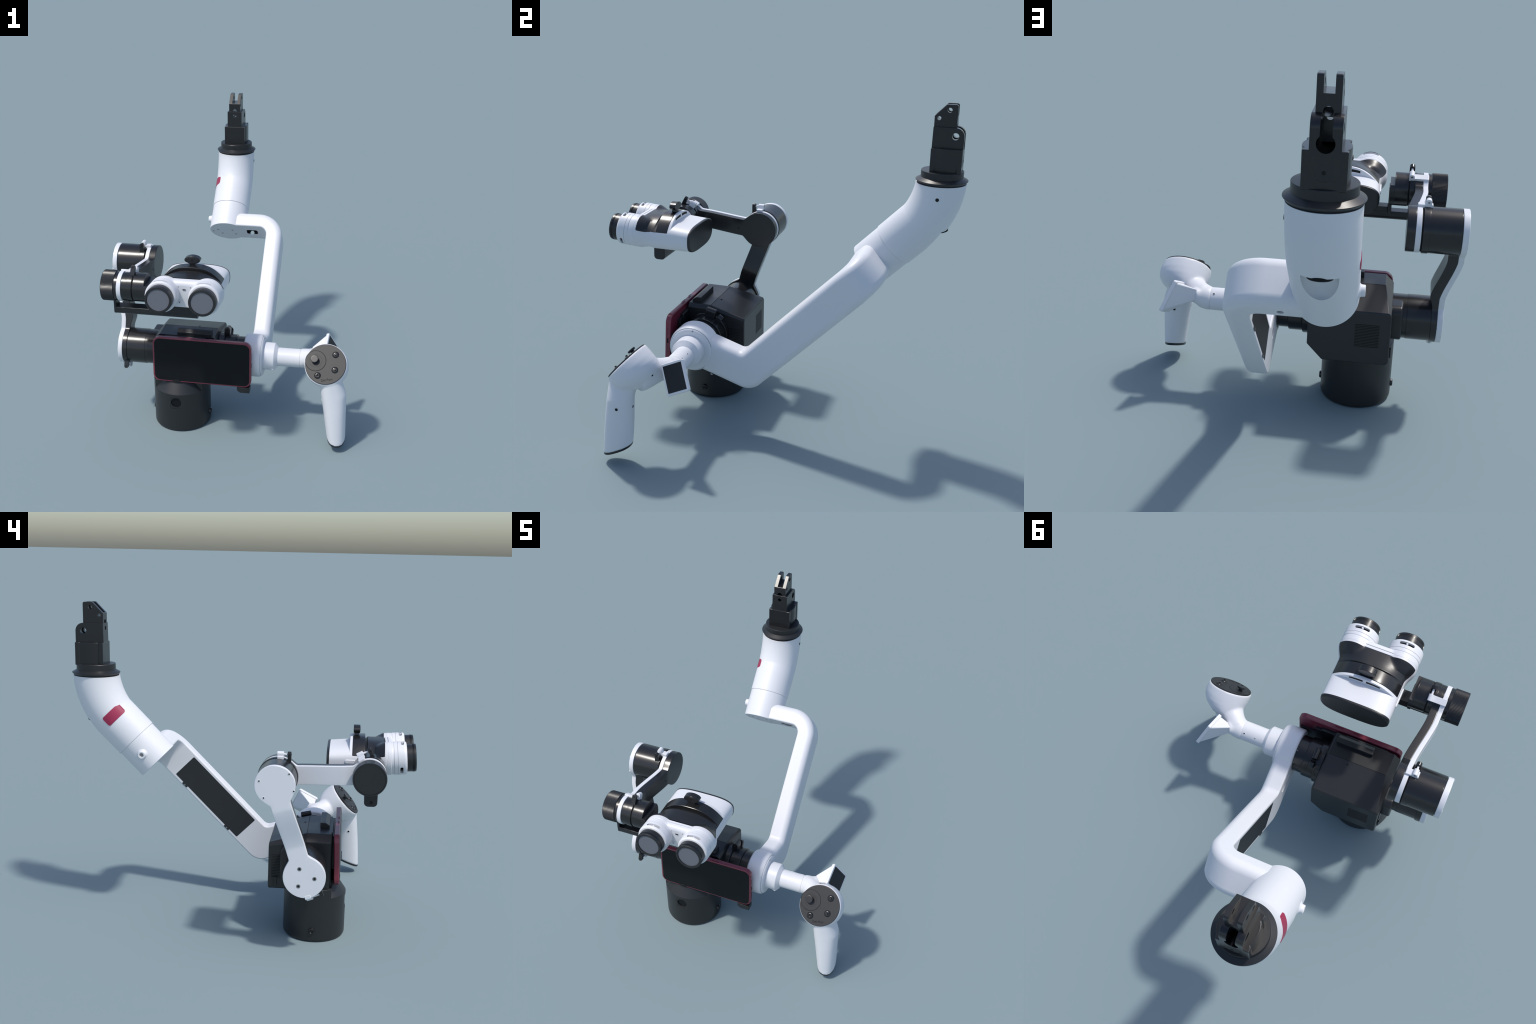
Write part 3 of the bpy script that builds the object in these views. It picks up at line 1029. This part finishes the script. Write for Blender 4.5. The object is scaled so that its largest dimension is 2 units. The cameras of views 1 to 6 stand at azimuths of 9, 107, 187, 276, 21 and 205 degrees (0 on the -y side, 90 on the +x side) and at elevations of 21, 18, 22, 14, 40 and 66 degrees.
def ring(c, a, b, ra, rb, n=48):
    return [c + a * (ra * math.cos(2 * pi * i / n)) + b * (rb * math.sin(2 * pi * i / n)) for i in range(n)]
pieces = []
def piece(vs, fs):
    pieces.append((vs, fs))
# bulb under the panel
RD = .130
secs = []
for t, r in ((.004, RD * .985), (0, RD), (-.02, RD * 1.015), (-.045, RD * 1.02), (-.075, RD * .97), (-.10, RD * .86), (-.125, RD * .68), (-.145, RD * .42), (-.152, RD * .15)):
    # centre drifts towards the neck
    k = max(0, -t / .152)
    c = D + NRM * t + V((-.02, .035, .015)) * k * k + V((.010, .0, -.006)) * math.sin(pi * min(1, k)) ** 1.5
    secs.append(ring(c, RGT, UPD, r, r))
piece(*loft_data(secs))
# neck from bulb to elbow
nk0 = D - NRM * .085
secs = []
for i in range(11):
    t = i / 10
    c = nk0.lerp(J, t)
    dirv = (J - nk0).normalized()
    u, w, a = frame(dirv)
    secs.append(ring(c, u, w, .096 - .037 * smooth(0, .8, t), .096 - .037 * smooth(0, .8, t)))
piece(*loft_data(secs))
# elbow sleeve on the shaft's end
secs = []
for x, r in ((.450, .0590), (.47, .0605), (.485, .0595), (.505, .0565), (.522, .0490), (.535, .034), (.540, .015)):
    secs.append(ring(V((x, AXY + (x - .45) * .08, AXZ + (x - .45) * .12)), V((0, 1, 0)), V((0, 0, 1)), r, r))
piece(*loft_data(secs))
# screen stem
SCP = [V((.610, -.426, .551)), V((.619, -.304, .610)), V((.683, -.241, .471)), V((.674, -.363, .411))]
SC = sum(SCP, V()) / 4
sU = (SCP[1] - SCP[0]).normalized()
sW = (SCP[3] - SCP[0]); sW = (sW - sU * sW.dot(sU)).normalized()
sN = sU.cross(sW).normalized()
if sN.x < 0: sN = -sN
st0 = V((.495, -.415, .492))
st1 = V((.543, -.383, .502))
dirv = (st1 - st0).normalized()
u, w, a = frame(dirv)
piece(*loft_data([ring(st0, u, w, .043, .043), ring(st0.lerp(st1, .6), u, w, .039, .039), ring(st1, u, w, .036, .036)]))
# grip
GR = V((math.cos(.14), math.sin(.14), 0))
GF = V((math.sin(.14), -math.cos(.14), 0))
secs = []
def grip_sec(c, a, b, tiltv, n=48, e=2.35):
    out = []
    for i in range(n):
        t = 2 * pi * i / n
        x = math.copysign(abs(math.cos(t)) ** (2 / e), math.cos(t)) * a
        y = math.copysign(abs(math.sin(t)) ** (2 / e), math.sin(t)) * b
        p = c + GR * x + GF * y
        p.z += -tiltv * y
        out.append(p)
    return out
gtop, gmid, gbot = V((.652, -.612, .50)), V((.683, -.630, .37)), V((.7085, -.643, .070))
for z, a, b in ((.53, .058, .074), (.47, .066, .078), (.44, .069, .076), (.40, .0745, .073), (.37, .0775, .071), (.33, .0745, .073), (.25, .069, .077), (.16, .063, .080), (.082, .0575, .0810)):
    if z > .37:
        c = gmid.lerp(gtop, (z - .37) / .13)
    else:
        c = gbot.lerp(gmid, (z - .07) / .30)
    c = V((c.x, c.y, z))
    secs.append(grip_sec(c, a, b, .42 * smooth(.25, .08, z)))
gend = secs[-1]
piece(*loft_data(secs))
allv, allf = [], []
for vs, fs in pieces:
    k = len(allv)
    allv += vs
    allf += [[i + k for i in f] for f in fs]
me = bpy.data.meshes.new("handle_body")
me.from_pydata([tuple(v) for v in allv], [], allf)
bm = bmesh.new(); bm.from_mesh(me)
bmesh.ops.recalc_face_normals(bm, faces=bm.faces)
bm.to_mesh(me); bm.free()
hb = obj("handle_body", me, WHITE, hd, 60)
rm = hb.modifiers.new("skin", 'REMESH')
rm.mode = 'VOXEL'; rm.voxel_size = .0042; rm.use_smooth_shade = True
sm = hb.modifiers.new("soft", 'SMOOTH'); sm.factor = .5; sm.iterations = 26
# keep the panel and grip ends crisp
cut(hb, helper_cyl(D + NRM * .052, NRM, .2, .10, 48))
gc = sum(gend, V()) / len(gend)
# grip foot cap
foot = []
for k, dz in ((.995, .004), (.995, -.002), (.985, -.0065), (.94, -.010), (.80, -.0115)):
    foot.append([gc + (p - gc) * k * .985 + V((0, 0, dz)) for p in gend])
loft("grip_foot", foot, SATIN, hd, angle=40)
SNAP = [((.757, -.619, .334), (1, 0, 0), .0085), ((.611, -.645, .323), (-1, 0, 0), .0070),
        ((.690, -.552, .328), (0, 1, 0), .0080), ((.700, -.432, .512), (.8, .5, -.1), .0060)]
# panel
pan = group("control_panel", hd)
def on_panel(a, b, h=0.0):
    return D + RGT * a + UPD * b + NRM * h
revolve("panel_plate", [(-.004, .1245), (.006, .1245), (.0085, .1235), (.0095, .1205)], D, NRM, PANEL, pan, 96)
def to_panel(p):
    q = V(p) - D
    return q.dot(RGT), q.dot(UPD)
ja, jb = to_panel((.561, -.612, .580))
revolve("stick_ring", [(.008, .064), (.0101, .064), (.0103, .0632), (.0103, .05)], on_panel(ja + .004, jb - .006), NRM, DARK, pan, 64)
revolve("stick_well", [(.008, .0612), (.0103, .0612), (.0106, .0606), (.0106, .01)], on_panel(ja + .004, jb - .006), NRM, PANEL, pan, 64)
revolve("stick_line", [(.008, .0385), (.01075, .0385), (.01075, .030)], on_panel(ja + .004, jb - .006), NRM, DARK, pan, 64)
revolve("stick_pad", [(.008, .0377), (.0109, .0377), (.0109, .01)], on_panel(ja + .004, jb - .006), NRM, PANEL, pan, 64)
revolve("stick_neck", [(.005, .012), (.030, .010)], on_panel(ja, jb), NRM, SATIN, pan, 32)
revolve("stick_cap", [(.026, .018), (.028, .0225), (.034, .0235), (.037, .0225), (.038, .019)], on_panel(ja, jb), NRM, SATIN, pan, 48)
for p, tall in (((.684, -.581, .605), 1), ((.687, -.638, .530), 1), ((.586, -.660, .495), 0)):
    a, b = to_panel(p)
    q = on_panel(a, b)
    k = revolve("panel_button", [(.007, .0205), (.0095, .0205), (.0118, .0195), (.0142, .0168), (.0160, .0128), (.0166, .009), (.0160, .0075), (.011, .007)], q, NRM, BLACK, pan, 32)
    if tall:
        revolve("button_pin", [(.008, .0062), (.022, .0058), (.0235, .0045)], q, NRM, STEEL if False else SATIN, k, 20)
    else:
        hole("button_hole", q + NRM * .0115, NRM, .007, k)
# engraved wording
cu = bpy.data.curves.new("panel_text", 'FONT')
cu.body = "Del Port"
cu.size = .0200
cu.align_x = 'CENTER'
cu.extrude = .0004
to = bpy.data.objects.new("panel_text_curve", cu)
COL.objects.link(to)
dg = bpy.context.evaluated_depsgraph_get()
tme = bpy.data.meshes.new_from_object(to.evaluated_get(dg))
ta, tb = to_panel((.642, -.677, .479))
M = Matrix.Identity(4)
for i in range(3):
    M[i][0], M[i][1], M[i][2] = RGT[i], UPD[i], NRM[i]
M.translation = on_panel(ta + .001, tb - .006, .0099)
tme.transform(M)
tme.materials.clear()
bpy.data.objects.remove(to, do_unlink=True)
obj("panel_text", tme, DARK, pan, smooth=False)
# display
dsp = group("handle_display", hd)
hw_, hh_ = (SCP[1] - SCP[0]).length / 2, (SCP[3] - SCP[0]).length / 2
flip = sU.cross(sW).dot(sN)
prism("display_frame", rrect(hw_ * 2 + .004, hh_ * 2 + .004, .010, 5), SC - sN * .016, sU, sW, .020 * (1 if flip > 0 else -1), WHITE, dsp, .004)
prism("display_glass", rrect(hw_ * 2 - .018, hh_ * 2 - .022, .002, 2), SC + sN * .002, sU, sW, .0025 * (1 if flip > 0 else -1), DISPLAY, dsp)
# tapering back of the display
outl = [SC - sN * .014 + sU * p[0] + sW * p[1] for p in rrect(hw_ * 2 - .008, hh_ * 2 - .010, .010, 11)]
def match_ring(outl, c, r, dirv):
    res = []
    for p in outl:
        q = p - SC
        a = math.atan2(q.dot(sW), q.dot(sU))
        b1 = (sU - dirv * sU.dot(dirv)).normalized()
        b2 = (sW - dirv * sW.dot(dirv)).normalized()
        res.append(c + b1 * (math.cos(a) * r) + b2 * (math.sin(a) * r))
    return res
r1 = match_ring(outl, st1 - dirv * .004, .036, dirv)
loft("display_back", [outl, [a.lerp(b, .12) for a, b in zip(outl, r1)], r1], WHITE, dsp, angle=40)

# ---------------------------------------------------- apply all modifiers
bpy.context.view_layer.update()
dg = bpy.context.evaluated_depsgraph_get()
done = {}
for o in LIVE:
    if o.modifiers:
        done[o] = bpy.data.meshes.new_from_object(o.evaluated_get(dg), preserve_all_data_layers=True, depsgraph=dg)
for o, me in done.items():
    mats = [m for m in o.data.materials]
    old = o.data
    o.modifiers.clear()
    o.data = me
    if len(me.materials) == 0 or any(m is None for m in me.materials):
        me.materials.clear()
        for m in mats:
            me.materials.append(m)
    for p in me.polygons:
        p.material_index = 0
        p.use_smooth = True
    me.set_sharp_from_angle(angle=math.radians(32))
    me.name = o.name
from mathutils.bvhtree import BVHTree
tree = BVHTree.FromPolygons([v.co for v in hb.data.vertices], [tuple(p.vertices) for p in hb.data.polygons])
for p, nrm, r in SNAP:
    nrm = V(nrm).normalized()
    hit, fn, idx, dist = tree.ray_cast(V(p) + nrm * .15, -nrm)
    if hit is None:
        continue
    k = revolve("grip_screw", [(-.006, r * 1.5), (.0006, r * 1.5), (.0014, r * 1.2), (.0008, r)], hit, fn, WHITE, hd, 28)
    hole("screw_socket", hit + fn * .0004, fn, r * .95, k)
bpy.context.view_layer.update()
for o in LIVE:
    if len(o.data.polygons) > 8 and o.name.split(".")[0] not in ("handle_body", "panel_text"):
        w = o.modifiers.new("normals", 'WEIGHTED_NORMAL')
        w.keep_sharp = True
        w.weight = 70
for h in set(HELPERS):
    bpy.data.objects.remove(h, do_unlink=True)

# ------------------------------------------------ thing > part > sub-part
# every group's largest mesh becomes the part, its other meshes the sub-parts
def size(o):
    c = [V(b) for b in o.bound_box]
    return (c[6] - c[0]).length
def nearest_group(o):
    p = o.parent
    while p is not None and p.type != 'EMPTY':
        p = p.parent
    return p
members = {}
for o in LIVE:
    members.setdefault(nearest_group(o), []).append(o)
for g, objs in members.items():
    main = max(objs, key=size)
    for o in objs:
        o.parent = ROOT if o is main else main
for g in [o for o in bpy.data.objects if o.type == 'EMPTY' and o is not ROOT]:
    bpy.data.objects.remove(g, do_unlink=True)
